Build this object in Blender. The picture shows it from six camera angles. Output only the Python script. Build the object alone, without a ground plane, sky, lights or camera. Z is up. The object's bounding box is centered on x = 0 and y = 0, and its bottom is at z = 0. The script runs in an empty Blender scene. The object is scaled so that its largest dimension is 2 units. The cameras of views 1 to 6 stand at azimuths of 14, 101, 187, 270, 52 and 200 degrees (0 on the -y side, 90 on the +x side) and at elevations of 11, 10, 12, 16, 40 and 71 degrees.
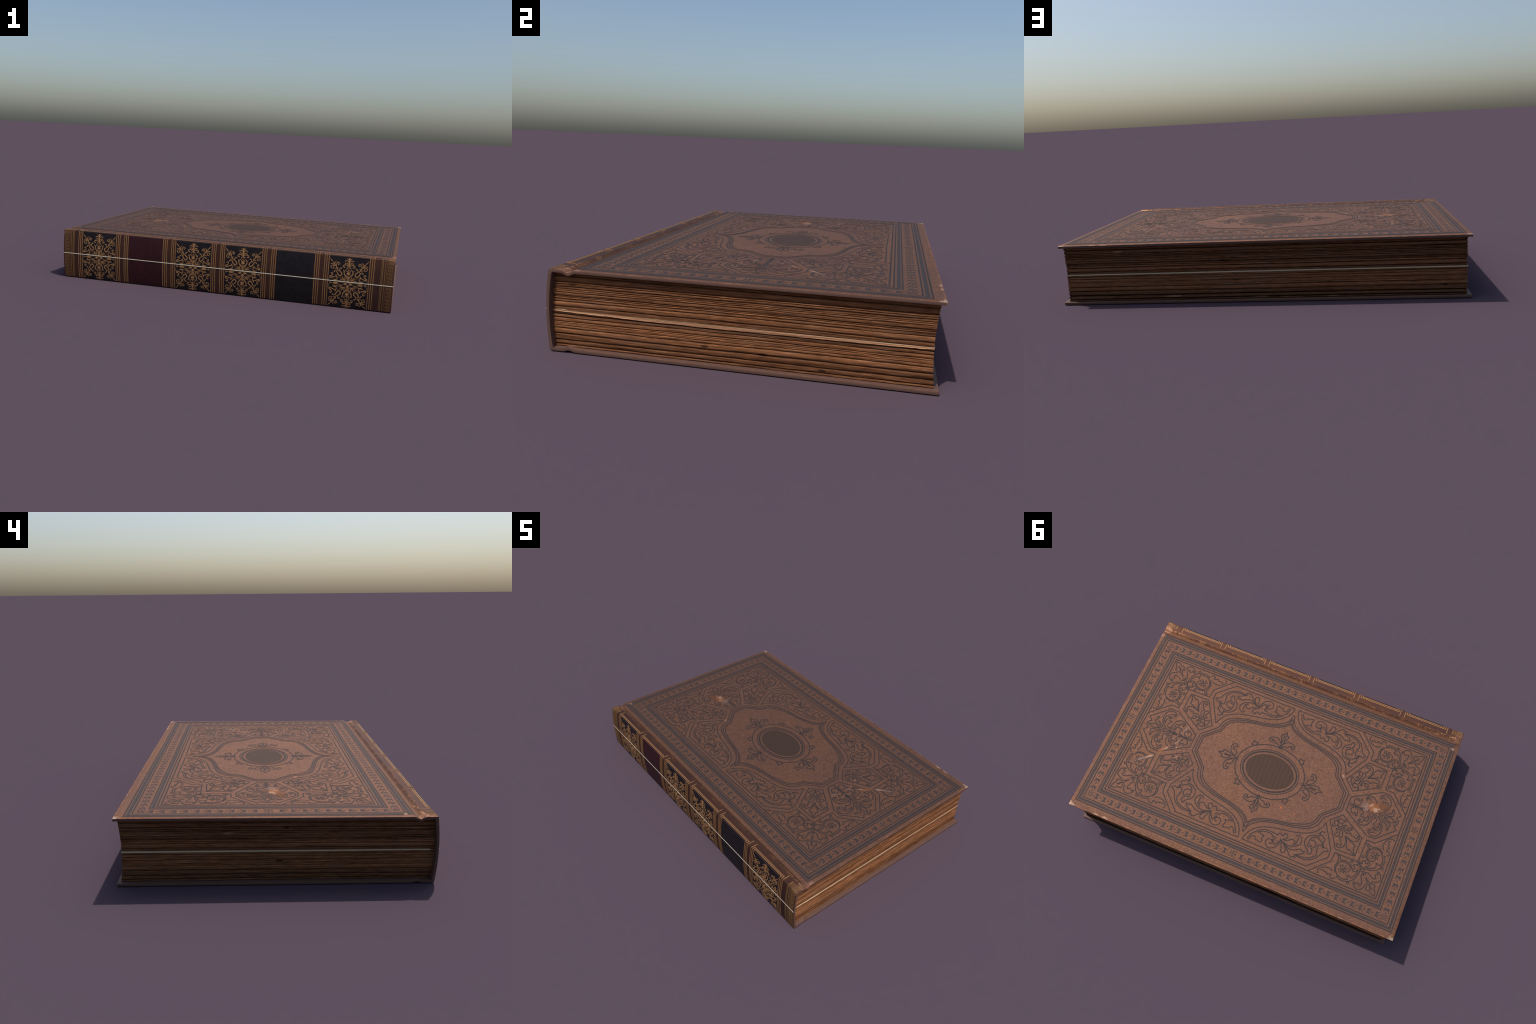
"""Antique leather-bound book lying flat: a case of two boards and a rounded
spine with hinge grooves, blind-stamped scrollwork on the front board, gilt
tooling on the spine and a block of browned, wavy-edged paper sections."""
import bpy
import bmesh
import math
import random
from mathutils import Matrix, Vector, noise

random.seed(7)

# ------------------------------------------------------------------ sizes (m)
HALF_LEN = 1.0          # the book lies along x
FORE_Y = 0.670          # fore edge of the boards
SPINE_Y = -0.659        # corner where spine meets boards
BULGE = 0.011           # roundness of the spine
BOARD = 0.0125          # board thickness
TOP_SPINE, TOP_FORE = 0.294, 0.301
HINGE_Y, HINGE_W, HINGE_D = -0.587, 0.026, 0.0095
PAGE_X = 0.9825
ORN_Y = 0.032           # centre of the stamped design on the board


def cover_z(y):
    return TOP_SPINE + (y + 0.66) * (TOP_FORE - TOP_SPINE) / 1.33


def groove(y):
    d = abs(y - HINGE_Y) / HINGE_W
    return 0.0 if d >= 1 else HINGE_D * 0.5 * (1 + math.cos(math.pi * d))


def top_z(y):
    return cover_z(y) - groove(y)


def spine_y(z):
    t = (z - 0.147) / 0.147
    return SPINE_Y - BULGE * max(0.0, 1 - t * t)


# ------------------------------------------------------------------ materials
def srgb(r, g, b):
    f = lambda c: (c / 255 / 12.92) if c <= 10 else ((c / 255 + 0.055) / 1.055) ** 2.4
    return (f(r), f(g), f(b), 1)


class Nodes:
    def __init__(self, tree):
        self.t = tree
        self.n = tree.nodes
        self.l = tree.links

    def new(self, kind, **kw):
        nd = self.n.new(kind)
        for k, v in kw.items():
            setattr(nd, k, v)
        return nd

    def put(self, sock, val):
        if isinstance(val, bpy.types.NodeSocket):
            self.l.new(val, sock)
        else:
            sock.default_value = val

    def math(self, op, a, b=0.0, c=0.0):
        nd = self.new("ShaderNodeMath", operation=op)
        for i, v in enumerate((a, b, c)):
            self.put(nd.inputs[i], v)
        return nd.outputs[0]

    def mix(self, fac, a, b, blend="MIX"):
        nd = self.new("ShaderNodeMix", data_type="RGBA", blend_type=blend)
        self.put(nd.inputs[0], fac)
        self.put(nd.inputs[6], a)
        self.put(nd.inputs[7], b)
        return nd.outputs[2]

    def step(self, v, lo, hi, a=0.0, b=1.0):
        nd = self.new("ShaderNodeMapRange", interpolation_type="SMOOTHSTEP")
        for i, x in enumerate((v, lo, hi, a, b)):
            self.put(nd.inputs[i], x)
        return nd.outputs[0]

    def place(self, vec, loc=(0, 0, 0), rot=(0, 0, 0), scale=(1, 1, 1), kind="TEXTURE"):
        nd = self.new("ShaderNodeMapping", vector_type=kind)
        self.put(nd.inputs[0], vec)
        nd.inputs[1].default_value = loc
        nd.inputs[2].default_value = rot
        nd.inputs[3].default_value = scale
        return nd.outputs[0]

    def noise(self, vec, scale, detail=2.0, rough=0.5, dist=0.0):
        nd = self.new("ShaderNodeTexNoise")
        self.put(nd.inputs["Vector"], vec)
        nd.inputs["Scale"].default_value = scale
        nd.inputs["Detail"].default_value = detail
        nd.inputs["Roughness"].default_value = rough
        nd.inputs["Distortion"].default_value = dist
        return nd.outputs["Fac"]

    def length(self, vec):
        nd = self.new("ShaderNodeVectorMath", operation="LENGTH")
        self.put(nd.inputs[0], vec)
        return nd.outputs["Value"]

    def ramp(self, fac, stops):
        nd = self.new("ShaderNodeValToRGB")
        self.put(nd.inputs[0], fac)
        el = nd.color_ramp.elements
        while len(el) < len(stops):
            el.new(0.5)
        for e, (p, c) in zip(el, stops):
            e.position = p
            e.color = c if len(c) == 4 else (*c, 1)
        return nd.outputs[0]

    def bump(self, h, strength, dist):
        nd = self.new("ShaderNodeBump")
        nd.inputs["Strength"].default_value = strength
        nd.inputs["Distance"].default_value = dist
        self.put(nd.inputs["Height"], h)
        return nd.outputs[0]


def material(name, rough=0.6, spec=0.3, metal=0.0):
    m = bpy.data.materials.new(name)
    m.use_nodes = True
    k = Nodes(m.node_tree)
    bs = k.n["Principled BSDF"]
    bs.inputs["Roughness"].default_value = rough
    bs.inputs["Specular IOR Level"].default_value = spec
    bs.inputs["Metallic"].default_value = metal
    k.bsdf = bs
    k.pos = k.new("ShaderNodeNewGeometry").outputs["Position"]
    return m, k


PALE = srgb(172, 138, 114)
CHIP = srgb(196, 166, 142)
RAW = srgb(146, 92, 58)
DUST = srgb(134, 112, 102)

# worn places on the front board: x, y, radius x, radius y, turn, colour, amount
SCUFFS = [
    (-0.645, 0.000, 0.075, 0.050, 0.3, RAW, 0.8),
    (-0.600, 0.008, 0.034, 0.026, 0.6, DUST, 0.75),
    (-0.662, 0.010, 0.026, 0.022, 0.2, PALE, 0.85),
    (-0.632, -0.010, 0.020, 0.016, 0.5, PALE, 0.6),
    (-0.612, 0.024, 0.030, 0.014, 0.9, DUST, 0.7),
    (-0.684, -0.004, 0.016, 0.012, 0.0, PALE, 0.6),
    (-0.700, -0.028, 0.050, 0.034, 0.0, srgb(112, 74, 50), 0.8),
    (0.737, 0.252, 0.052, 0.011, 0.70, DUST, 0.85),
    (0.700, 0.222, 0.036, 0.010, 0.72, PALE, 0.8),
    (0.650, 0.155, 0.040, 0.012, 0.92, RAW, 0.75),
    (0.635, 0.137, 0.034, 0.008, 0.90, PALE, 0.7),
    (0.590, 0.080, 0.036, 0.008, 1.05, DUST, 0.7),
    (0.573, -0.020, 0.034, 0.008, 1.20, DUST, 0.8),
    (0.577, 0.110, 0.006, 0.010, 0.0, PALE, 0.7),
    (0.553, 0.166, 0.005, 0.016, -0.6, PALE, 0.6),
    (-0.148, 0.210, 0.010, 0.010, 0.0, srgb(176, 104, 56), 0.9),
    (-0.238, 0.218, 0.007, 0.014, 0.2, RAW, 0.7),
    (-0.194, 0.263, 0.006, 0.012, 0.4, DUST, 0.6),
    (-0.415, -0.113, 0.010, 0.014, 0.6, PALE, 0.75),
    (-0.967, -0.531, 0.015, 0.012, 0.3, PALE, 0.8),
    (1.000, 0.668, 0.040, 0.030, 0.0, CHIP, 1.0),
    (0.994, 0.625, 0.010, 0.030, 0.0, RAW, 0.8),
    (0.827, 0.668, 0.024, 0.010, 0.0, CHIP, 0.9),
    (0.769, 0.668, 0.030, 0.011, 0.0, CHIP, 0.9),
    (-1.000, 0.668, 0.046, 0.030, 0.3, CHIP, 0.9),
    (-1.000, 0.560, 0.008, 0.036, 0.0, RAW, 0.8),
    (-0.998, 0.630, 0.010, 0.020, 0.0, RAW, 0.8),
    (-0.692, 0.668, 0.030, 0.007, 0.0, PALE, 0.7),
    (0.996, -0.556, 0.020, 0.020, 0.0, srgb(160, 122, 106), 0.8),
]


def wear_group():
    g = bpy.data.node_groups.new("surface_wear", "ShaderNodeTree")
    g.interface.new_socket("Color", in_out="INPUT", socket_type="NodeSocketColor")
    g.interface.new_socket("Color", in_out="OUTPUT", socket_type="NodeSocketColor")
    k = Nodes(g)
    gi, go = k.new("NodeGroupInput"), k.new("NodeGroupOutput")
    pos = k.new("ShaderNodeNewGeometry").outputs["Position"]
    col = gi.outputs[0]
    fray = k.noise(pos, 85, 5, 0.75)
    grit = k.noise(pos, 330, 2, 0.6)
    ragged = k.math("MULTIPLY_ADD", fray, 2.4, k.math("MULTIPLY", grit, 0.9))
    for x, y, rx, ry, turn, tint, amount in SCUFFS:
        d = k.length(k.place(pos, (x, y, 0.298), (0, 0, turn), (rx, ry, 0.05)))
        v = k.math("ADD", d, ragged)
        col = k.mix(k.step(v, 2.55, 1.85, 0, amount), col, tint)
    # rubbed rim along the fore edge and the short edges
    sep = k.new("ShaderNodeSeparateXYZ")
    k.put(sep.inputs[0], pos)
    ax = k.math("ABSOLUTE", sep.outputs[0])
    rim = k.math("MAXIMUM", k.math("MULTIPLY", k.math("SUBTRACT", sep.outputs[1], 0.655), 75),
                 k.math("MULTIPLY", k.math("SUBTRACT", ax, 0.990), 70))
    patch = k.noise(pos, 26, 5, 0.7)
    v = k.math("ADD", rim, k.math("MULTIPLY_ADD", patch, 3.4, k.math("MULTIPLY", grit, 1.0)))
    col = k.mix(k.step(v, 2.75, 3.6, 0, 0.8), col, srgb(165, 112, 80))
    # sparse pale flecks and fine scratches
    fl = k.math("ADD", k.noise(pos, 150, 2, 0.5), k.math("MULTIPLY", k.noise(pos, 9, 2, 0.5), 0.45))
    col = k.mix(k.step(fl, 1.0, 1.08, 0, 0.55), col, srgb(160, 122, 104))
    k.put(go.inputs[0], col)
    return g


WEAR = wear_group()


def worn(k, col):
    nd = k.new("ShaderNodeGroup")
    nd.node_tree = WEAR
    k.put(nd.inputs[0], col)
    return nd.outputs[0]


def finish(k, col, height=None, strength=0.3, dist=0.001):
    k.put(k.bsdf.inputs["Base Color"], col)
    if height is not None:
        k.put(k.bsdf.inputs["Normal"], k.bump(height, strength, dist))


def cloth_material():
    m, k = material("stamped_cloth", 0.72, 0.05, 0.78)
    big = k.noise(k.pos, 2.6, 4, 0.6)
    mid = k.noise(k.pos, 38, 5, 0.7)
    fine = k.noise(k.pos, 150, 4, 0.8)
    warp = k.noise(k.place(k.pos, scale=(4, 260, 4), kind="POINT"), 1, 3, 0.6)
    weft = k.noise(k.place(k.pos, scale=(260, 4, 4), kind="POINT"), 1, 3, 0.6)
    weave = k.math("MULTIPLY_ADD", warp, 0.5, k.math("MULTIPLY", weft, 0.5))
    base = k.ramp(big, [(0.3, CLOTH_A), (0.5, CLOTH_B), (0.72, CLOTH_C)])
    base = k.mix(k.step(mid, 0.42, 0.66, 0, 0.7), base, CLOTH_D)
    g = k.math("MULTIPLY_ADD", fine, 0.82, k.math("MULTIPLY", weave, 0.26))
    tone = k.ramp(g, [(0.38, (0.50, 0.48, 0.46)), (0.53, (0.92, 0.92, 0.92)), (0.66, (1.0, 1.0, 1.0))])
    base = k.mix(1.0, base, tone, "MULTIPLY")
    light = k.step(g, 0.55, 0.68, 0, 0.7)
    base = k.mix(light, base, (0.275, 0.150, 0.108, 1))
    finish(k, worn(k, base), g, 0.22, 0.0012)
    return m


CLOTH_A = (0.176, 0.094, 0.069, 1)
CLOTH_B = (0.202, 0.103, 0.069, 1)
CLOTH_C = (0.208, 0.103, 0.061, 1)
CLOTH_D = (0.158, 0.083, 0.060, 1)


def ink_material(name, dark, light, rub):
    m, k = material(name, 0.7, 0.1, 0.6)
    n = k.noise(k.pos, 300, 3, 0.7)
    b = k.noise(k.pos, 40, 3, 0.6)
    col = k.mix(k.step(n, 0.35, 0.7), dark, light)
    col = k.mix(k.step(k.math("MULTIPLY_ADD", b, 0.7, k.math("MULTIPLY", n, 0.5)), 0.64, 0.86, 0, rub), col, CLOTH_B)
    finish(k, worn(k, col), n, 0.15, 0.001)
    return m


def hatch_material():
    m, k = material("hatched_oval", 0.72, 0.08, 0.65)
    w = k.new("ShaderNodeTexWave", wave_type="BANDS", bands_direction="X")
    k.put(w.inputs["Vector"], k.place(k.pos, rot=(0, 0, 0.5)))
    w.inputs["Scale"].default_value = 42
    w.inputs["Distortion"].default_value = 0.6
    n = k.noise(k.pos, 260, 3, 0.7)
    col = k.mix(k.step(w.outputs["Fac"], 0.25, 0.75), (0.050, 0.034, 0.028, 1), (0.105, 0.064, 0.046, 1))
    col = k.mix(k.step(n, 0.35, 0.7, 0, 0.5), col, (0.072, 0.047, 0.037, 1))
    finish(k, col, n, 0.15, 0.001)
    return m


def board_material():
    m, k = material("board_edge", 0.55, 0.25)
    n = k.noise(k.place(k.pos, scale=(12, 12, 220), kind="POINT"), 1, 3, 0.6)
    col = k.mix(n, (0.096, 0.051, 0.038, 1), (0.118, 0.063, 0.048, 1))
    finish(k, col, n, 0.1, 0.001)
    return m


def leather_material():
    m, k = material("spine_leather", 0.6, 0.1, 0.7)
    sep = k.new("ShaderNodeSeparateXYZ")
    k.put(sep.inputs[0], k.pos)
    x, y, z = sep.outputs
    big = k.noise(k.pos, 9, 4, 0.6)
    fine = k.noise(k.pos, 240, 3, 0.7)
    col = k.mix(k.step(big, 0.35, 0.65), (0.072, 0.036, 0.030, 1), (0.092, 0.041, 0.027, 1))
    col = k.mix(k.step(fine, 0.5, 0.8, 0, 0.4), col, (0.12, 0.058, 0.038, 1))
    # cloth-coloured hinge, rubbed back to raw leather and board beside the groove
    on_top = k.step(z, 0.262, 0.276)
    hinge = k.math("MULTIPLY", on_top, k.step(y, -0.604, -0.594))
    col = k.mix(hinge, col, (0.118, 0.052, 0.029, 1))
    band = k.math("MULTIPLY", on_top, k.step(k.math("ABSOLUTE", k.math("ADD", y, 0.603)), 0.020, 0.004))
    ends = k.step(k.math("ABSOLUTE", x), 0.72, 1.0)
    rag = k.math("MULTIPLY_ADD", k.noise(k.pos, 110, 4, 0.7), 0.9, k.math("MULTIPLY", k.noise(k.pos, 13, 3, 0.6), 0.5))
    v = k.math("ADD", rag, k.math("MULTIPLY_ADD", band, 0.16, k.math("MULTIPLY", ends, 0.07)))
    col = k.mix(k.math("MULTIPLY", band, k.step(v, 0.84, 1.0, 0, 0.65)), col, srgb(150, 104, 68))
    col = k.mix(k.math("MULTIPLY", band, k.step(k.math("ADD", v, k.math("MULTIPLY", ends, 0.05)), 1.0, 1.1, 0, 0.8)), col, srgb(190, 140, 104))
    # bare, flaked ends of the spine
    tip = k.math("MULTIPLY", on_top, k.step(k.math("ABSOLUTE", x), 0.945, 0.985))
    col = k.mix(k.math("MULTIPLY", tip, k.step(rag, 0.62, 0.74, 0, 0.85)), col, srgb(150, 108, 84))
    finish(k, col, fine, 0.2, 0.001)
    return m


def panel_material(name, a, b, mark):
    m, k = material(name, 0.45, 0.2)
    n = k.noise(k.pos, 30, 5, 0.65)
    f = k.noise(k.pos, 320, 3, 0.7)
    col = k.mix(k.step(n, 0.35, 0.7), a, b)
    sc = k.noise(k.place(k.pos, rot=(0, 0.5, 0), scale=(70, 20, 12), kind="POINT"), 1, 4, 0.6)
    col = k.mix(k.step(sc, 0.68, 0.80, 0, 0.5), col, mark)
    finish(k, col, k.math("MULTIPLY_ADD", f, 0.6, n), 0.25, 0.001)
    return m


def gilt_material(name="gilding", gain=1.0):
    m, k = material(name, 0.55, 0.15, 0.25)
    n = k.noise(k.pos, 120, 4, 0.7)
    f = k.noise(k.pos, 420, 3, 0.7)
    col = k.ramp(n, [(0.25, (0.20, 0.105, 0.035)), (0.45, tuple(c * gain for c in GOLD_A[:3])), (0.7, tuple(c * gain for c in GOLD_B[:3]))])
    col = k.mix(k.step(f, 0.52, 0.8, 0, 0.55), col, (0.15, 0.08, 0.035, 1))
    finish(k, col, f, 0.2, 0.001)
    return m


GOLD_A = (0.35, 0.178, 0.071, 1)
GOLD_B = (0.48, 0.252, 0.107, 1)


def page_material(name, shade):
    m, k = material(name, 0.75, 0.15)
    sheets = k.noise(k.place(k.pos, scale=(2.2, 2.2, 520), kind="POINT"), 1, 3, 0.6, 0.15)
    streak = k.noise(k.place(k.pos, scale=(20, 20, 210), kind="POINT"), 1, 4, 0.65)
    blot = k.noise(k.place(k.pos, scale=(7, 7, 26), kind="POINT"), 1, 3, 0.6)
    v = k.math("MULTIPLY_ADD", sheets, 0.55, k.math("MULTIPLY", streak, 0.45))
    col = k.ramp(v, [(0.33, PAGE_0), (0.44, PAGE_1), (0.55, PAGE_2), (0.70, PAGE_3)])
    col = k.mix(k.step(blot, 0.45, 0.72, 0, 0.5), col, (0.20, 0.10, 0.055, 1))
    rnd = k.new("ShaderNodeObjectInfo").outputs["Random"]
    col = k.mix(1.0, col, k.ramp(rnd, [(0.0, (0.55, 0.53, 0.52)), (0.5, (0.9, 0.9, 0.9)), (1.0, (1.0, 0.98, 0.97))]), "MULTIPLY")
    for x, y, z, rx, rz in ((0.98, 0.10, 0.062, 0.022, 0.006), (0.98, -0.10, 0.070, 0.016, 0.004),
                            (0.98, 0.30, 0.030, 0.016, 0.005), (-0.98, -0.04, 0.246, 0.014, 0.005),
                            (-0.98, -0.01, 0.100, 0.022, 0.006), (0.18, 0.645, 0.205, 0.016, 0.005),
                            (-0.88, 0.645, 0.060, 0.014, 0.006), (0.62, 0.645, 0.165, 0.014, 0.004)):
        d = k.length(k.place(k.pos, (x, y, z), scale=(rx if abs(x) < 0.97 else 0.05, rx if abs(x) > 0.97 else 0.05, rz)))
        col = k.mix(k.step(k.math("ADD", d, blot), 1.6, 1.1, 0, 0.85), col, (0.012, 0.007, 0.004, 1))
    for x, y, z, rx, rz in ((0.43, 0.645, 0.030, 0.045, 0.005), (-0.35, 0.645, 0.020, 0.03, 0.004), (0.0, 0.645, 0.020, 0.05, 0.004),
                            (-0.98, 0.20, 0.225, 0.03, 0.005), (0.7, 0.645, 0.262, 0.03, 0.005)):
        d = k.length(k.place(k.pos, (x, y, z), scale=(rx if abs(x) < 0.97 else 0.05, rx if abs(x) > 0.97 else 0.05, rz)))
        col = k.mix(k.step(k.math("ADD", d, blot), 1.6, 1.0, 0, 0.7), col, (0.36, 0.20, 0.12, 1))
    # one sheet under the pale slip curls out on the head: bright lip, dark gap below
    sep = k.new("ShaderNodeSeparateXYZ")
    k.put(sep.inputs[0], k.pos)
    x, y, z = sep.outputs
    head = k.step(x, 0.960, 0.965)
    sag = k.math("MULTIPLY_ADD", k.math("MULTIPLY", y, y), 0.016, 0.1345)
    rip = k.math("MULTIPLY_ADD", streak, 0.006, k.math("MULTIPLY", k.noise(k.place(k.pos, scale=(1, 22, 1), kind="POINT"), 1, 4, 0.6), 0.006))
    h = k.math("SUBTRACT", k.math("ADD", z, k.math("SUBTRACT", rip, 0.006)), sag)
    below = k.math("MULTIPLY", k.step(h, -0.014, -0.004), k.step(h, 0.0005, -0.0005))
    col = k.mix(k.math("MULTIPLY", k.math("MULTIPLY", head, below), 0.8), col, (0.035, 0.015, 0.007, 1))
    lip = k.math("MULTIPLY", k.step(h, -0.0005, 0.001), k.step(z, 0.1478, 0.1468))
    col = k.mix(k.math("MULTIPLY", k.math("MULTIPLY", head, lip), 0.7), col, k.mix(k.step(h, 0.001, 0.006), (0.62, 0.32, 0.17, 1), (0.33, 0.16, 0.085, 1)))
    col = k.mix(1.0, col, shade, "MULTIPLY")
    finish(k, col, v, 0.5, 0.002)
    return m


PAGE_0 = (0.034, 0.014, 0.006)
PAGE_1 = (0.132, 0.050, 0.019)
PAGE_2 = (0.242, 0.098, 0.039)
PAGE_3 = (0.420, 0.195, 0.094)

CLOTH = cloth_material()
BOARD_MAT = board_material()
LINE = ink_material("stamped_line", (0.037, 0.030, 0.031, 1), (0.066, 0.052, 0.050, 1), 0.3)
BAND = ink_material("stamped_band", (0.047, 0.040, 0.042, 1), (0.074, 0.062, 0.062, 1), 0.35)
HATCH = hatch_material()
SHADE = ink_material("dark_halo_cloth", (0.120, 0.068, 0.050, 1), (0.150, 0.082, 0.058, 1), 0.75)
LEATHER = leather_material()
BLACK = panel_material("black_leather", (0.0090, 0.0068, 0.0082, 1), (0.016, 0.0125, 0.0145, 1), (0.04, 0.038, 0.042, 1))
RED = panel_material("red_leather", (0.026, 0.0065, 0.0085, 1), (0.042, 0.0100, 0.0125, 1), (0.06, 0.02, 0.022, 1))
GILT = gilt_material("gilding", 0.85)
GILT_BRIGHT = gilt_material("bright_gilding", 1.05)
GILT_DULL = gilt_material("dull_gilding", 0.48)
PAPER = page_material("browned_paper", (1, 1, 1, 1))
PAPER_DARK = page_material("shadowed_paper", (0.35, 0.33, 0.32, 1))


def pale_material(name, a, b):
    m, k = material(name, 0.6, 0.2)
    n = k.noise(k.place(k.pos, scale=(20, 20, 300), kind="POINT"), 1, 3, 0.6)
    finish(k, k.mix(n, a, b))
    return m


SLIP = pale_material("pale_slip", (0.42, 0.33, 0.19, 1), (0.56, 0.46, 0.30, 1))
THREAD = pale_material("pale_thread", (0.62, 0.54, 0.40, 1), (0.78, 0.70, 0.55, 1))

# ------------------------------------------------------------------ objects
book = bpy.data.objects.new("antique_book", None)
book.empty_display_size = 0.2
bpy.context.scene.collection.objects.link(book)
book["label"] = "worn brown leather-bound antique book with gilt spine"
book["category"] = "book"


def add(name, verts, faces, mats, parent, smooth=False, mat_index=None):
    me = bpy.data.meshes.new(name)
    me.from_pydata(verts, [], faces)
    for mt in mats:
        me.materials.append(mt)
    if mat_index:
        me.polygons.foreach_set("material_index", mat_index)
    if smooth:
        me.polygons.foreach_set("use_smooth", [True] * len(me.polygons))
    me.update()
    ob = bpy.data.objects.new(name, me)
    bpy.context.scene.collection.objects.link(ob)
    ob.parent = parent
    return ob


def linspace(a, b, n):
    return [a + (b - a) * i / (n - 1) for i in range(n)]


# ------------------------------------------------------------------ the case
def shell(name, outer, inner, mats):
    """Extrude the strip between two profiles (y, z) along x and round its edges."""
    xs = linspace(-HALF_LEN, HALF_LEN, 61)
    n = len(outer)
    verts, faces, mi = [], [], []
    for x in xs:
        verts += [(x, y, z) for y, z in outer]
        verts += [(x, y, z) for y, z in inner]
    for i in range(len(xs) - 1):
        a, b = i * 2 * n, (i + 1) * 2 * n
        for j in range(n - 1):
            faces.append((a + j, a + j + 1, b + j + 1, b + j)); mi.append(0)
            faces.append((a + n + j + 1, a + n + j, b + n + j, b + n + j + 1)); mi.append(1)
        if name != "spine":      # fore edge of a board
            faces.append((a + n - 1, a + 2 * n - 1, b + 2 * n - 1, b + n - 1)); mi.append(1)
    for i, flip in ((0, True), (len(xs) - 1, False)):
        a = i * 2 * n
        for j in range(n - 1):
            f = (a + j, a + j + 1, a + n + j + 1, a + n + j)
            faces.append(f if flip else f[::-1]); mi.append(1)
    ob = add(name, verts, faces, mats, book, True, mi)
    bm = bmesh.new()
    bm.from_mesh(ob.data)
    bmesh.ops.recalc_face_normals(bm, faces=bm.faces)
    sharp = [e for e in bm.edges if len(e.link_faces) == 2 and e.calc_face_angle() > 0.7]
    bmesh.ops.bevel(bm, geom=sharp, offset=0.0013, segments=2, affect="EDGES", profile=0.5)
    bm.to_mesh(ob.data)
    bm.free()
    ob.data.set_sharp_from_angle(angle=0.6)
    return ob


# front board, from the bottom of the hinge groove to the fore edge
ys = linspace(HINGE_Y, HINGE_Y + HINGE_W, 13) + linspace(HINGE_Y + HINGE_W + 0.004, FORE_Y, 40)
front = shell("front_cover", [(y, top_z(y)) for y in ys],
              [(y, top_z(y) - BOARD + 0.0004) for y in ys], [CLOTH, BOARD_MAT])


def low_z(y):
    return groove(y) * 0.6


back = shell("back_cover", [(y, low_z(y)) for y in ys],
             [(y, BOARD + low_z(y)) for y in ys], [CLOTH, BOARD_MAT])

# spine: from the upper groove over the rounded back to the lower groove
R = 0.004
path = [(y, top_z(y)) for y in linspace(HINGE_Y, HINGE_Y - HINGE_W, 13)]
path += [(y, top_z(y)) for y in linspace(HINGE_Y - HINGE_W - 0.004, SPINE_Y + R, 8)]
for i in range(1, 7):
    a = math.pi / 2 * i / 6
    path.append((SPINE_Y + R - R * math.sin(a) - 0.0006 * i / 6, TOP_SPINE - R + R * math.cos(a)))
path += [(spine_y(z), z) for z in linspace(TOP_SPINE - R - 0.006, R + 0.004, 40)]
for i in range(0, 7):
    a = math.pi / 2 * (1 - i / 6)
    path.append((SPINE_Y + R - R * math.sin(a) - 0.0003, R - R * math.cos(a)))
path += [(y, low_z(y)) for y in linspace(SPINE_Y + R + 0.004, HINGE_Y - HINGE_W - 0.004, 8)]
path += [(y, low_z(y)) for y in linspace(HINGE_Y - HINGE_W, HINGE_Y, 13)]


def offset_path(pts, d):
    out = []
    for i, p in enumerate(pts):
        a, b = pts[max(i - 1, 0)], pts[min(i + 1, len(pts) - 1)]
        ty, tz = b[0] - a[0], b[1] - a[1]
        l = math.hypot(ty, tz)
        out.append((p[0] - tz / l * d, p[1] + ty / l * d))
    return out


def inner_side(pts):
    res = []
    for y, z in pts:
        if z > 0.2 and y > SPINE_Y + BOARD:
            res.append((y, z - BOARD + 0.0004))
        elif z < 0.1 and y > SPINE_Y + BOARD:
            res.append((y, z + BOARD))
        else:
            zi = min(max(z, BOARD), TOP_SPINE - BOARD)
            t = (zi - 0.147) / 0.1345
            res.append((-0.647 - BULGE * max(0, 1 - t * t), zi))
    return res


spine = shell("spine", path, inner_side(path), [LEATHER, BOARD_MAT])

# ------------------------------------------------------------------ page block
FORE_IN, FORE_BOW = 0.6468, 0.0100


def page_ceiling(y):
    return cover_z(y) - BOARD - 0.0006


def page_edge(t, u):
    """Outline of the block: t in 0..1 runs spine -> +x head -> fore edge -> -x tail."""
    bow = FORE_IN + FORE_BOW * ((u - 0.5) / 0.5) ** 2
    back_y = -0.6465 - BULGE * max(0.0, 1 - ((u - 0.5) / 0.5) ** 2)
    side = bow - back_y
    total = 2 * side + 2 * PAGE_X
    s = t * total
    if s < side:
        return PAGE_X, back_y + s, 1, 0
    if s < side + 2 * PAGE_X:
        return PAGE_X - (s - side), bow, 0, 1
    return -PAGE_X, bow - (s - side - 2 * PAGE_X), -1, 0


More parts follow.
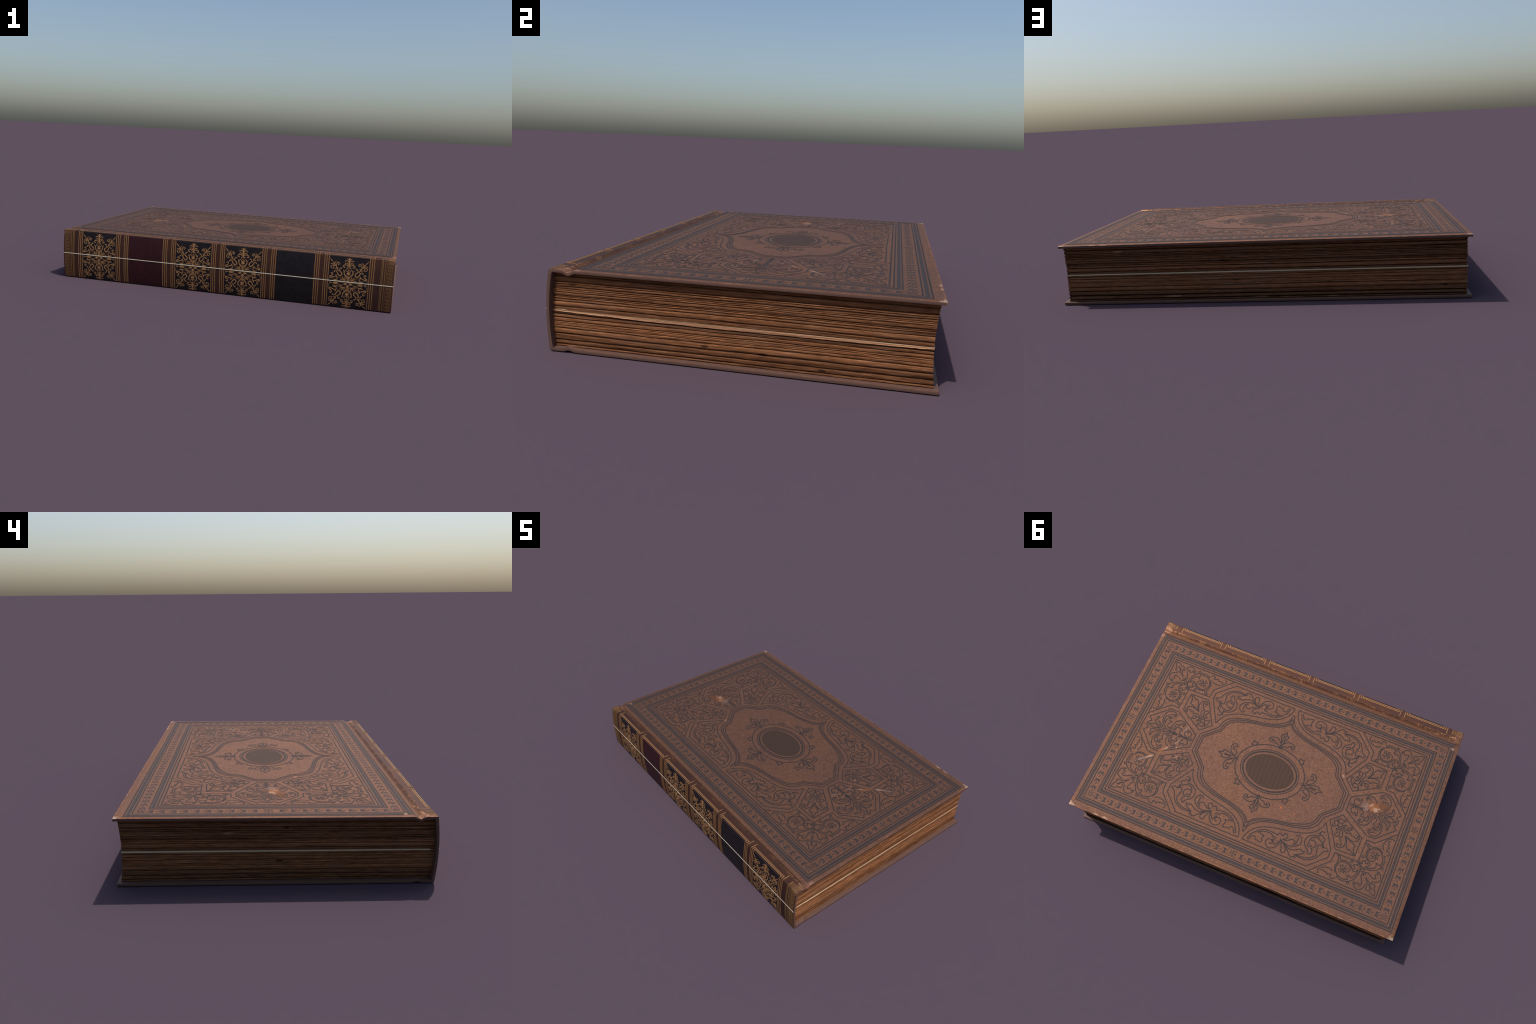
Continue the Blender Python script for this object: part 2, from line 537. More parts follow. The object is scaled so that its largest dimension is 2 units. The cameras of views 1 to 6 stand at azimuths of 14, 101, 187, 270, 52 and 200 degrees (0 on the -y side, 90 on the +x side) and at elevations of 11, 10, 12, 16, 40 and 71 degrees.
def build_pages():
    rnd = random.Random(21)
    sections = 24
    cuts = [0.0]
    for i in range(sections):
        cuts.append(cuts[-1] + rnd.choice((0.45, 0.6, 0.8, 1.0, 1.0, 1.3, 1.7, 2.0)) * rnd.uniform(0.85, 1.15))
    cuts = [c / cuts[-1] for c in cuts]
    mid = min(range(len(cuts)), key=lambda i: abs(cuts[i] - 0.49))
    cuts[mid], cuts[mid - 1] = 0.487, 0.444
    steps = 460

    def level(u, x, y):
        """Height of layer u above a point on the outline, slightly cockled."""
        wob = noise.noise(Vector((x * 1.7, y * 1.7, u * 7.0))) * 0.0030
        wob += noise.noise(Vector((x * 6.0, y * 6.0, u * 16.0 + 5))) * 0.0013
        wob *= min(1.0, 8 * u, 8 * (1 - u))
        if abs(u - 0.487) < 0.004:
            wob = 0.0
        return BOARD + 0.0006 + u * (page_ceiling(y) - BOARD - 0.0006) + wob

    block = None
    rows = 9
    for s in range(-1, sections):
        if s < 0:      # recessed core that closes the gaps between sections
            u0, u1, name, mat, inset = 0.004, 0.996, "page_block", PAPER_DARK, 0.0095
        else:
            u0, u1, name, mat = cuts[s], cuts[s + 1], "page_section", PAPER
            inset = rnd.uniform(0.0, 0.0024)
            lip_depth = rnd.choice((0.002, 0.004, 0.006, 0.009))
            if s == mid - 1:
                inset = -0.0006
            if s == mid - 2:
                inset = 0.0040
        verts, faces = [], []
        seed = rnd.uniform(0, 50)
        n = steps + 1
        for r in range(rows):
            f = r / (rows - 1)
            u = u0 + (u1 - u0) * f
            lip = abs(2 * f - 1)
            for i in range(n):
                x, y, nx, ny = page_edge(i / steps, u)
                d = inset
                if s >= 0:
                    d += lip_depth * lip ** 5
                    fray = noise.noise(Vector((x * 14, y * 14, u * 260 + seed)))
                    fine = noise.noise(Vector((x * 40, y * 40, u * 320 + seed)))
                    d += 0.0012 * fray + 0.0006 * fine + 0.0010
                    torn = noise.noise(Vector((x * 4, y * 4, s * 3.7 + 11)))
                    d += max(0.0, torn - 0.35) * 0.010 * (1 - f)
                verts.append((x - nx * d, y - ny * d, level(u, x, y)))
        for r in range(rows - 1):
            for i in range(n - 1):
                a = r * n + i
                faces.append((a, a + 1, a + n + 1, a + n))
            faces.append((r * n + n - 1, r * n, (r + 1) * n, (r + 1) * n + n - 1))
        faces.append(tuple(range(n - 1, -1, -1)))
        faces.append(tuple(range((rows - 1) * n, rows * n)))
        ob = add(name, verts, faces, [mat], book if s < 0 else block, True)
        ob.data.set_sharp_from_angle(angle=0.9)
        if s < 0:
            block = ob
    return block


block = build_pages()


def pale_line():
    """Pale slip of paper showing between the two halves of the block."""
    verts, faces = [], []
    steps = 300
    for i in range(steps + 1):
        t = i / steps
        x, y, nx, ny = page_edge(0.004 + t * 0.992, 0.487)
        z = BOARD + 0.0006 + 0.487 * (page_ceiling(y) - BOARD - 0.0006)
        if nx > 0:       # hardly shows on the sunny head, wider towards the fore edge
            jit = noise.noise(Vector((y * 9.0, 3.0, 0.0)))
            w = max(0.00005, 0.00018 + 0.0007 * max(0.0, (y + 0.3) / 0.95) + 0.0003 * jit)
            z += 0.0009 * noise.noise(Vector((y * 2.5, 8.0, 0.0)))
            if y < -0.60:
                w = 0.0011
                z += 0.004
        elif ny > 0:
            w = 0.0026
        else:
            w = 0.0020 + 0.0010 * (y + 0.6) / 1.25
        d = 0.0012 if nx > 0 else -0.0006
        for dz, dd in ((-w, 0.004), (-w, d), (w, d), (w, 0.004 if nx <= 0 else 0.0018)):
            verts.append((x - nx * dd, y - ny * dd, z + dz))
    for i in range(steps):
        for j in range(3):
            a = i * 4 + j
            faces.append((a, a + 1, a + 5, a + 4))
    return add("paper_slip", verts, faces, [SLIP], block)


pale_line()

# ------------------------------------------------------------------ stamped design
lift_count = [0]


def next_lift():
    """Every stamped stroke lies at its own height, so none share a plane."""
    lift_count[0] += 1
    return 0.00030 + 0.0000035 * (lift_count[0] % 90)


def spline(pts, step=2.6, closed=False):
    """Centripetal Catmull-Rom through control points, sampled every few mm."""
    P = [Vector((p[0], p[1])) for p in pts]
    if closed:
        P = [P[-1]] + P + [P[0], P[1]]
    else:
        P = [2 * P[0] - P[1]] + P + [2 * P[-1] - P[-2]]
    out = []
    for i in range(1, len(P) - 2):
        p0, p1, p2, p3 = P[i - 1], P[i], P[i + 1], P[i + 2]
        n = max(2, int((p2 - p1).length / step))
        t0 = 0.0
        t1 = t0 + max(1e-3, (p1 - p0).length) ** 0.5
        t2 = t1 + max(1e-3, (p2 - p1).length) ** 0.5
        t3 = t2 + max(1e-3, (p3 - p2).length) ** 0.5
        for j in range(n):
            t = t1 + (t2 - t1) * j / n
            a1 = p0 * ((t1 - t) / (t1 - t0)) + p1 * ((t - t0) / (t1 - t0))
            a2 = p1 * ((t2 - t) / (t2 - t1)) + p2 * ((t - t1) / (t2 - t1))
            a3 = p2 * ((t3 - t) / (t3 - t2)) + p3 * ((t - t2) / (t3 - t2))
            b1 = a1 * ((t2 - t) / (t2 - t0)) + a2 * ((t - t0) / (t2 - t0))
            b2 = a2 * ((t3 - t) / (t3 - t1)) + a3 * ((t - t1) / (t3 - t1))
            out.append(b1 * ((t2 - t) / (t2 - t1)) + b2 * ((t - t1) / (t2 - t1)))
    if not closed:
        out.append(P[-2])
    return out


class Motif:
    """A group of strokes and filled shapes, in mm on a flat sheet."""

    def __init__(self):
        self.items = []          # (kind, widths, points, closed)

    def curve(self, w, pts):
        self.items.append(("line", w, spline(pts), False))

    def poly(self, w, pts):
        self.items.append(("line", w, [Vector(p) for p in pts], False))

    def loop(self, w, pts):
        self.items.append(("line", w, [Vector(p) for p in pts], True))

    def ring(self, w, c, r, r2=None, n=20):
        r2 = r2 or r
        self.items.append(("line", w, [Vector((c[0] + r * math.cos(2 * math.pi * i / n), c[1] + r2 * math.sin(2 * math.pi * i / n))) for i in range(n)], True))

    def hook(self, w, c, r, toward):
        """Open curl: three quarters of a circle with its gap facing a point."""
        a0 = math.atan2(toward[1] - c[1], toward[0] - c[0])
        pts = []
        for i in range(15):
            a = a0 + math.pi * (0.28 + 1.55 * i / 14)
            rr = r * (1.0 if i < 11 else 1.0 - 0.16 * (i - 10))
            pts.append(Vector((c[0] + rr * math.cos(a), c[1] + rr * math.sin(a))))
        self.items.append(("line", w, pts, False))

    def taper(self, w0, w1, w2, pts):
        p = spline(pts, 2.0)
        n = len(p) - 1
        ws = []
        for i in range(n + 1):
            f = i / n
            ws.append(w0 + (w1 - w0) * f * 2 if f < 0.5 else w1 + (w2 - w1) * (f * 2 - 1))
        self.items.append(("line", ws, p, False))

    def fill(self, pts, smooth=True):
        self.items.append(("fill", 0, spline(pts, 2.0, True) if smooth else [Vector(p) for p in pts], True))

    def dot(self, c, r, n=14):
        self.fill([(c[0] + r * math.cos(2 * math.pi * i / n), c[1] + r * math.sin(2 * math.pi * i / n)) for i in range(n)], False)

    def mesh(self, place, turns=((1, 1),)):
        """place(a, b, lift) maps sheet mm to 3D; turns are mirrorings of the sheet."""
        V, F = [], []
        for sx, sy in turns:
            for kind, w, pts, closed in self.items:
                lift = next_lift()
                q = [Vector((p.x * sx, p.y * sy)) for p in pts]
                q = [p for i, p in enumerate(q) if i == 0 or (p - q[i - 1]).length > 1e-4]
                n = len(q)
                if kind == "fill":
                    area = sum(q[i].x * q[(i + 1) % n].y - q[(i + 1) % n].x * q[i].y for i in range(n))
                    if area < 0:
                        q.reverse()
                    c = sum(q, Vector((0, 0))) / n
                    b = len(V)
                    V.append(place(c.x, c.y, lift + 0.00008))
                    for p in q:
                        V.append(place(p.x, p.y, lift))
                        V.append(place(p.x, p.y, -0.0004))
                    for i in range(n):
                        a, d = b + 1 + 2 * i, b + 1 + 2 * ((i + 1) % n)
                        F.append((b, a, d))
                        F.append((a, a + 1, d + 1, d))
                    continue
                b = len(V)
                for i, p in enumerate(q):
                    pa = q[i - 1] if (i or closed) else None
                    pb = q[(i + 1) % n] if (i < n - 1 or closed) else None
                    d1 = (p - pa).normalized() if pa is not None else None
                    d2 = (pb - p).normalized() if pb is not None else None
                    d1 = d1 or d2
                    d2 = d2 or d1
                    t = d1 + d2
                    t = t.normalized() if t.length > 1e-3 else d1
                    nrm = Vector((-t.y, t.x))
                    wi = w[i] if isinstance(w, list) else w
                    c = max(0.5, nrm.dot(Vector((-d1.y, d1.x))))
                    h = wi / 2 / c
                    up = lift + 0.00006 * i / n
                    l, r = p + nrm * h, p - nrm * h
                    V.append(place(l.x, l.y, -0.0004))
                    V.append(place(l.x, l.y, up))
                    V.append(place(r.x, r.y, up))
                    V.append(place(r.x, r.y, -0.0004))
                m = n if closed else n - 1
                for i in range(m):
                    a, d = b + 4 * i, b + 4 * ((i + 1) % n)
                    for j in range(3):
                        F.append((a + j, a + j + 1, d + j + 1, d + j))
                if not closed:
                    F.append((b, b + 1, b + 2, b + 3))
                    e = b + 4 * (n - 1)
                    F.append((e + 3, e + 2, e + 1, e))
        return V, F


def on_cover(a, b, lift):
    y = ORN_Y + b / 1000
    return (a / 1000, y, top_z(y) + lift)


def softened(motif, spread):
    """The same strokes, wider: a darkened cloth halo drawn to blur the line edges."""
    m = Motif()
    for kind, w, pts, closed in motif.items:
        if kind == "line":
            m.items.append((kind, [x + spread for x in w] if isinstance(w, list) else w + spread, pts, closed))
        else:
            c = sum(pts, Vector((0, 0))) / len(pts)
            m.items.append((kind, w, [c + (p - c) * (1 + spread / 2 / max(1.0, (p - c).length)) for p in pts], closed))
    return m


def stamp(name, motif, mat, turns, spread=4.2):
    """One object per mirrored repeat of a motif."""
    for t in turns:
        tt = (t,) if not isinstance(t[0], tuple) else t
        V, F = motif.mesh(on_cover, tt)
        n = len(V)
        V2, F2 = softened(motif, spread).mesh(lambda a, b, l: on_cover(a, b, l if l < 0 else 0.00005 + (l - 0.0003) * 0.45), tt)
        mi = [0] * len(F) + [1] * len(F2)
        add(name, V + V2, F + [tuple(i + n for i in f) for f in F2], [mat, SHADE], front, False, mi)


QUARTERS = ((1, 1), (-1, 1), (1, -1), (-1, -1))
ENDS = (((1, 1), (1, -1)), ((-1, 1), (-1, -1)))
SIDES = (((1, 1), (-1, 1)), ((1, -1), (-1, -1)))
ALL = (QUARTERS,)
ONCE = ((1, 1),)


# Control points of the stamped strokes: one quarter of the symmetric design,
# in mm from the centre of the board (first number along the spine).
def panel_frame():
    m = Motif()
    m.poly(4.8, [(674, 303), (534, 305), (530, 359), (428, 461)])
    m.poly(4.8, [(835, 62), (728, 163), (676, 165), (675, 299)])
    m.loop(4.8, [(646, 279), (528, 284), (439, 135), (499, 79), (647, 165)])
    m.poly(4.8, [(410, 438), (507, 346), (507, 300), (423, 159)])
    m.curve(4.8, [(424, 161), (413, 194), (389, 230), (353, 256), (310, 274), (264, 286), (205, 297), (146, 309), (101, 323), (63, 345), (34, 376), (18, 411), (12, 437)])
    m.poly(4.8, [(12, 437), (414, 440)])
    return m


def end_panel():
    m = Motif()
    m.poly(4.8, [(504, 0), (504, 43), (666, 141), (718, 140), (814, 47), (792, 24), (809, 11), (812, 0)])
    m.ring(4.4, (521, 0), 7)
    m.ring(4.4, (699, 0), 7)
    m.ring(4.4, (666, 22), 7)
    m.curve(4.8, [(539, 3), (560, 9), (571, 27), (571, 49), (567, 56), (563, 45), (553, 37), (551, 50), (538, 44), (529, 31), (533, 16), (541, 9), (531, 3)])
    m.curve(4.8, [(551, 0), (570, 2), (593, 9), (604, 22), (601, 32), (594, 33), (597, 42), (608, 46), (617, 43), (625, 50), (633, 37), (633, 26), (643, 38), (641, 57), (633, 63), (622, 58), (616, 73), (605, 79), (597, 73), (603, 67)])
    m.curve(4.8, [(603, 67), (598, 61), (591, 68), (591, 81), (606, 92), (627, 91), (645, 80), (656, 63), (659, 42), (649, 25), (631, 10), (607, 1)])
    m.curve(4.8, [(607, 4), (635, 1), (661, 12), (683, 24), (690, 39), (679, 65), (690, 67), (692, 80), (681, 85), (700, 90), (718, 89), (723, 73), (721, 53), (707, 39)])
    m.curve(4.8, [(708, 41), (713, 57), (707, 74), (697, 89)])
    m.curve(4.8, [(607, 4), (638, 4), (672, 5), (699, 18), (721, 36), (733, 63), (736, 89), (728, 110), (713, 125), (693, 130), (675, 125), (665, 113), (666, 102), (676, 101), (675, 109), (682, 115), (694, 106), (705, 104)])
    m.curve(4.8, [(717, 3), (713, 11), (727, 24), (748, 34), (759, 47), (758, 66), (768, 59), (769, 43), (773, 31), (755, 19), (731, 15), (725, 8), (730, 2), (746, 7), (763, 14)])
    m.poly(4.8, [(763, 14), (775, 11), (786, 4), (803, 4)])
    m.curve(4.8, [(602, 5), (572, 2), (544, 1)])
    return m


def medallion_frame():
    m = Motif()
    m.curve(4.8, [(0, 396), (4.0, 390), (13, 355), (35, 328), (75, 301), (119, 285), (173, 273), (232, 263), (291, 250), (328, 237), (362, 217), (384, 191), (393, 164), (398, 141)])
    m.curve(4.8, [(0, 366), (4.0, 360), (16, 328), (39, 307), (71, 292), (131, 273), (209, 258), (286, 240), (323, 226), (349, 208), (371, 180), (380, 153), (382, 134)])
    m.curve(4.8, [(0, 340), (1, 337), (20, 311), (53, 289), (89, 275), (146, 261), (225, 246), (289, 226), (324, 210), (349, 189), (364, 165), (368, 142), (374, 126)])
    m.poly(4.8, [(398, 141), (482, 58), (482, 0)])
    m.poly(4.8, [(382, 134), (467, 51), (467, 0)])
    m.poly(4.8, [(373, 127), (454, 49), (454, 0)])
    return m


def kite_panel():
    m = Motif()
    m.curve(4.8, [(555, 188), (579, 202), (603, 212), (621, 220)])
    m.poly(4.8, [(621, 220), (626, 227), (622, 238), (628, 255), (634, 265), (646, 281)])
    m.curve(4.8, [(555, 188), (568, 207), (575, 223), (580, 243), (591, 259), (599, 265)])
    m.poly(4.8, [(599, 265), (602, 254), (625, 269), (633, 277)])
    m.curve(4.8, [(561, 191), (589, 202), (620, 199), (633, 184), (634, 169), (627, 161), (620, 164), (622, 172), (627, 173)])
    m.curve(4.8, [(625, 173), (620, 181), (606, 179), (593, 173), (583, 175), (582, 168), (575, 162), (566, 171), (553, 171)])
    m.curve(4.8, [(564, 173), (551, 171), (537, 162), (528, 155)])
    m.curve(4.8, [(552, 191), (564, 207), (569, 232), (566, 251), (552, 266), (536, 269), (525, 261), (525, 252), (532, 249), (538, 251), (538, 257)])
    m.curve(4.8, [(543, 261), (549, 252), (547, 240), (539, 230), (539, 221), (527, 216), (527, 209), (537, 205), (538, 192), (533, 177), (520, 160)])
    m.curve(4.8, [(531, 150), (546, 153), (556, 156), (567, 153), (575, 142), (574, 130), (568, 134), (554, 138), (552, 146), (557, 154)])
    m.curve(4.8, [(513, 167), (519, 185), (519, 200), (511, 211), (500, 213), (492, 204), (498, 198), (504, 185), (512, 188)])
    m.loop(4.8, [(539, 132), (528, 148), (500, 175), (493, 176), (491, 169), (504, 156), (524, 138), (536, 128)])
    m.curve(4.8, [(519, 140), (512, 132), (496, 130), (483, 121), (475, 111)])
    m.curve(4.8, [(501, 157), (493, 140), (482, 123)])
    m.curve(4.8, [(513, 130), (519, 118), (526, 108), (524, 98), (522, 106), (511, 109), (497, 104), (487, 111), (488, 120)])
    m.curve(4.8, [(493, 142), (488, 151), (480, 155), (470, 163), (463, 159), (469, 147), (466, 132), (473, 125), (478, 123)])
    return m


def corner_scroll():
    m = Motif()
    m.curve(4.8, [(677, 307), (696, 318), (719, 325), (741, 324), (763, 319), (784, 308), (802, 290), (811, 269), (814, 246), (809, 224), (803, 214), (810, 213)])
    m.curve(4.8, [(796, 278), (803, 256), (800, 233), (795, 219), (781, 203), (764, 194), (746, 193), (729, 198), (715, 210), (709, 229), (712, 249), (723, 266), (740, 271), (758, 264)])
    m.curve(4.8, [(786, 199), (771, 191), (751, 185), (731, 189), (714, 191), (700, 188), (689, 179), (685, 185), (690, 195), (700, 200), (707, 199)])
    m.curve(4.8, [(713, 202), (703, 217), (701, 235), (704, 253), (713, 268), (724, 275), (731, 277)])
    m.curve(4.8, [(796, 278), (784, 271), (772, 272), (777, 281), (775, 294), (765, 305), (751, 312), (735, 315), (723, 314), (735, 306), (740, 294), (736, 284), (729, 285), (726, 293), (719, 295), (711, 288), (711, 280), (700, 285), (697, 296), (699, 306), (674, 294)])
    m.curve(4.8, [(825, 453), (821, 427), (808, 408), (811, 397), (803, 390), (781, 390), (755, 377), (749, 367)])
    m.curve(4.8, [(783, 380), (799, 376), (817, 367), (826, 354), (823, 334), (814, 321), (802, 314), (794, 314), (804, 325), (793, 332), (791, 340), (800, 351), (793, 358), (779, 357), (761, 348), (745, 341), (731, 345), (727, 358), (732, 368)])
    m.curve(4.8, [(560, 409), (536, 400), (511, 403), (490, 415), (480, 431), (483, 447), (488, 449)])
    m.curve(4.8, [(583, 436), (580, 444), (567, 450), (557, 442), (558, 429), (545, 430), (535, 437), (529, 427), (513, 427), (502, 422), (493, 430)])
    m.curve(8, [(799, 423), (787, 411), (773, 397)])
    m.hook(4.6, (766, 249), 9.0, (781, 263))
    m.hook(4.6, (735, 249), 9.0, (719, 263))
    m.hook(4.6, (765, 218), 9.0, (779, 201))
    m.hook(4.6, (733, 218), 9.0, (715, 201))
    m.ring(4.4, (751, 235), 6.5)
    m.ring(4.4, (813, 285), 6.5)
    m.ring(4.4, (691, 264), 6.5)
    m.ring(4.4, (714, 338), 9.5)
    return m


def side_scroll():
    m = Motif()
    m.curve(4.8, [(492, 306), (494, 315), (481, 319), (468, 331), (457, 354), (445, 374), (426, 392), (396, 407), (367, 411), (342, 408), (325, 404)])
    m.curve(4.8, [(325, 404), (347, 393), (368, 379), (370, 365), (356, 371), (346, 362), (329, 372), (307, 383), (283, 385), (261, 375), (230, 359), (215, 352)])
    m.curve(4.8, [(436, 367), (417, 385), (392, 397), (364, 402), (340, 403), (326, 405)])
    m.curve(4.8, [(324, 408), (332, 421), (322, 418), (313, 426), (298, 419), (281, 400), (257, 380), (236, 366), (215, 358)])
    m.curve(4.8, [(251, 379), (263, 390), (267, 409), (257, 421), (246, 418), (240, 400), (232, 377), (217, 364)])
    m.curve(4.8, [(492, 306), (478, 299), (465, 303), (451, 271), (455, 256), (439, 247), (435, 238), (421, 241), (418, 226), (425, 217), (442, 219)])
    m.curve(4.8, [(425, 217), (413, 228), (414, 244), (416, 256)])
    m.curve(4.8, [(464, 308), (448, 285), (427, 268), (407, 263), (388, 268), (377, 283), (373, 301), (380, 317), (396, 318)])
    m.curve(4.8, [(419, 255), (394, 254), (374, 263), (356, 282), (350, 307), (359, 330), (375, 346), (389, 357), (391, 369), (401, 370), (409, 358), (408, 345), (400, 335), (413, 323), (418, 308), (410, 292), (393, 286), (377, 291)])
    m.curve(4.8, [(396, 319), (395, 326), (380, 331), (369, 319)])
    m.curve(4.8, [(436, 367), (440, 348), (433, 340), (436, 330), (431, 322), (435, 297), (446, 296), (459, 304)])
    m.curve(4.8, [(216, 355), (241, 364), (265, 370), (296, 365), (320, 351), (335, 330), (330, 306), (315, 293), (303, 293), (293, 304)])
    m.curve(4.8, [(310, 301), (310, 321), (308, 345), (292, 357)])
    m.curve(4.8, [(303, 347), (299, 334), (282, 326), (266, 338), (246, 348), (228, 348)])
    m.curve(4.8, [(228, 348), (245, 339), (251, 323), (240, 312), (228, 313), (228, 323), (217, 328), (207, 319), (195, 327), (194, 339)])
    m.curve(4.8, [(217, 366), (215, 391), (199, 414), (174, 425), (150, 414), (143, 393), (155, 376), (173, 378), (180, 389), (172, 400), (164, 396)])
    m.curve(4.8, [(214, 370), (204, 386), (191, 394), (183, 381), (171, 372)])
    m.curve(4.8, [(183, 381), (180, 370), (189, 360), (177, 353), (170, 361)])
    m.curve(4.8, [(196, 338), (156, 332), (114, 335), (80, 354), (54, 384), (39, 421), (48, 420), (60, 398), (76, 396), (82, 410), (99, 410), (115, 417)])
    m.curve(4.8, [(115, 417), (121, 407), (115, 382), (123, 371), (107, 369), (91, 361)])
    m.curve(4.8, [(170, 361), (162, 347), (135, 343), (104, 351), (77, 367)])
    return m


def long_palmette():
    m = Motif()
    m.curve(4.8, [(221, 2), (257, 15), (283, 22), (308, 24)])
    m.poly(4.8, [(308, 24), (307, 8), (336, 1)])
    m.curve(4.8, [(223, 1), (244, 16), (266, 32), (275, 56), (271, 74), (257, 86), (244, 82), (242, 68), (253, 70), (260, 50), (243, 47), (229, 36), (232, 25), (224, 10)])
    m.ring(4.4, (289, 0), 5)
    m.poly(4.8, [(282, 2), (250, 4)])
    m.poly(4.8, [(221, 2), (202, 7), (202, 7)])
    return m


def cross_palmette():
    m = Motif()
    m.curve(4.8, [(4, 177), (10, 210), (21, 237), (22, 251)])
    m.poly(4.8, [(22, 251), (11, 250), (2, 273)])
    m.curve(4.8, [(0, 174), (11, 197), (33, 215), (57, 216), (78, 207), (80, 190), (70, 181), (60, 188), (69, 199), (49, 195), (40, 182), (31, 183), (18, 179), (7, 166)])
    m.ring(4.4, (0, 240), 5)
    m.poly(4.8, [(6, 232), (6, 189)])
    m.poly(4.8, [(6, 178), (2, 158), (7, 157)])
    return m


def trefoil():
    m = Motif()
    m.curve(4.8, [(153, 120), (170, 120), (164, 134), (163, 150), (153, 143), (138, 147), (140, 133), (142, 125)])
    return m


def fold_diagonal(m):
    """The corner design is symmetric about the mitre of the frame."""
    extra = []
    for kind, w, pts, closed in m.items:
        extra.append((kind, w, [Vector((376 + p.y, p.x - 376)) for p in pts], closed))
    m.items += extra
    return m


stamp("panel_frame", panel_frame(), LINE, ALL)
stamp("medallion_frame", medallion_frame(), LINE, ALL)
stamp("corner_scroll", fold_diagonal(corner_scroll()), LINE, QUARTERS)
stamp("kite_palmette", kite_panel(), LINE, QUARTERS)
stamp("side_scroll", side_scroll(), LINE, QUARTERS)
stamp("end_palmette", end_panel(), LINE, ENDS)
stamp("medallion_palmette", long_palmette(), LINE, ENDS)
stamp("medallion_palmette", cross_palmette(), LINE, SIDES)
stamp("trefoil", trefoil(), LINE, QUARTERS)

ovals = Motif()
ovals.ring(5.0, (0, 0), 214, 165, 120)
ovals.ring(4.4, (0, 0), 180, 133, 110)
ovals.ring(9.0, (0, 0), 166, 120, 100)
stamp("oval_rule", ovals, LINE, ONCE)
oval = Motif()
oval.fill([(150 * math.cos(2 * math.pi * i / 96), 103 * math.sin(2 * math.pi * i / 96)) for i in range(96)], False)
stamp("hatched_oval", oval, HATCH, ONCE)


def rectangle(name, hx, hy, w, mat):
    m = Motif()
    side = []
    cs = [(-hx, -hy), (hx, -hy), (hx, hy), (-hx, hy)]
    for i in range(4):
        (ax, ay), (bx, by) = cs[i], cs[(i + 1) % 4]
        side += [(ax + (bx - ax) * j / 24, ay + (by - ay) * j / 24) for j in range(24)]
    m.loop(w, side)
    stamp(name, m, mat, ONCE)


for hx, hy, w, nm, mt in ((976, 597, 5.6, "border_rule", LINE), (961, 582, 13.5, "border_band", BAND),
                          (943, 567, 5.2, "border_rule", LINE), (883, 505, 5.2, "border_rule", LINE),
                          (868, 492, 12.5, "border_band", BAND), (851, 476, 5.2, "border_rule", LINE),
                          (836, 461, 5.6, "border_rule", LINE)):
    rectangle(nm, hx, hy, w, mt)


# frieze of paired leaves between the two bands: one mesh, many copies
def sprig_mesh():
    m = Motif()
    leaf = [(-1.5, 1.4), (-7, 8.6), (-6, 13), (-1, 14.6), (6, 13.8), (19.5, 17.5), (12, 9.8), (4.5, 3)]
    m.fill(leaf)
    m.fill([(a, -b) for a, b in leaf])
    m.dot((27, 0), 4.0)
    m.taper(2.6, 2.2, 2.6, [(-6, 0), (8, 0), (24, 0)])
    V, F = m.mesh(lambda a, b, l: (a / 1000, b / 1000, l))
    return V, F


def rosette_mesh():
    m = Motif()
    m.dot((0, 0), 4.6)
    for a, b in ((13, 0), (-13, 0), (0, 13), (0, -13)):
        m.fill([(a + 5.5 * math.cos(t * math.pi / 4), b + 5.5 * math.sin(t * math.pi / 4)) for t in range(8)])
    for a, b in ((1, 1), (-1, 1), (1, -1), (-1, -1)):
        m.taper(2, 5.5, 1, [(a * 12, b * 12), (a * 16, b * 17), (a * 19, b * 21)])
    return m.mesh(lambda a, b, l: (a / 1000, b / 1000, l))


def star_mesh():
    m = Motif()
    for i in range(8):
        t = i * math.pi / 4
        c, s = math.cos(t), math.sin(t)
        far = 25 if i % 2 else 15
        wide = 5.5 if i % 2 else 4.6
        m.taper(1.2, wide, 1.0, [(c * 4, s * 4), (c * far * 0.6, s * far * 0.6), (c * far, s * far)])
    return m.mesh(lambda a, b, l: (a / 1000, b / 1000, l))


def repeats(name, VF, mat, spots):
    first = None
    for i, (x, y, turn) in enumerate(spots):
        if first is None:
            first = add(name, VF[0], VF[1], [mat], front)
            ob = first
        else:
            ob = first.copy()
            bpy.context.scene.collection.objects.link(ob)
        ob.location = (x, y, top_z(y) + 0.000002 * (i % 17))
        ob.rotation_euler = (0.00526, 0, 0)
        if turn:
            ob.rotation_euler = (Vector((0, 0, 1)).rotation_difference(Vector((0, -0.00526, 1)).normalized()).to_matrix().to_4x4()
                                 @ Matrix.Rotation(turn, 4, "Z")).to_euler()


spots, rosettes, stars = [], [], []
FX, FY = 0.915, 0.5365
for sy in (-1, 1):
    for sx in (-1, 1):
        for j in range(18):
            spots.append((sx * (0.049 + 0.0482 * j), ORN_Y + sy * FY, 0 if sx > 0 else math.pi))
        for j in range(10):
            spots.append((sx * FX, ORN_Y + sy * (0.0525 + 0.0485 * j), sy * math.pi / 2))
        stars.append((sx * FX, ORN_Y + sy * FY, 0))
    rosettes.append((0, ORN_Y + sy * FY, 0))
    rosettes.append((sy * FX, ORN_Y, math.pi / 2))
repeats("leaf_sprig", sprig_mesh(), BAND, spots)
repeats("frieze_rosette", rosette_mesh(), BAND, rosettes)
repeats("corner_star", star_mesh(), BAND, stars)

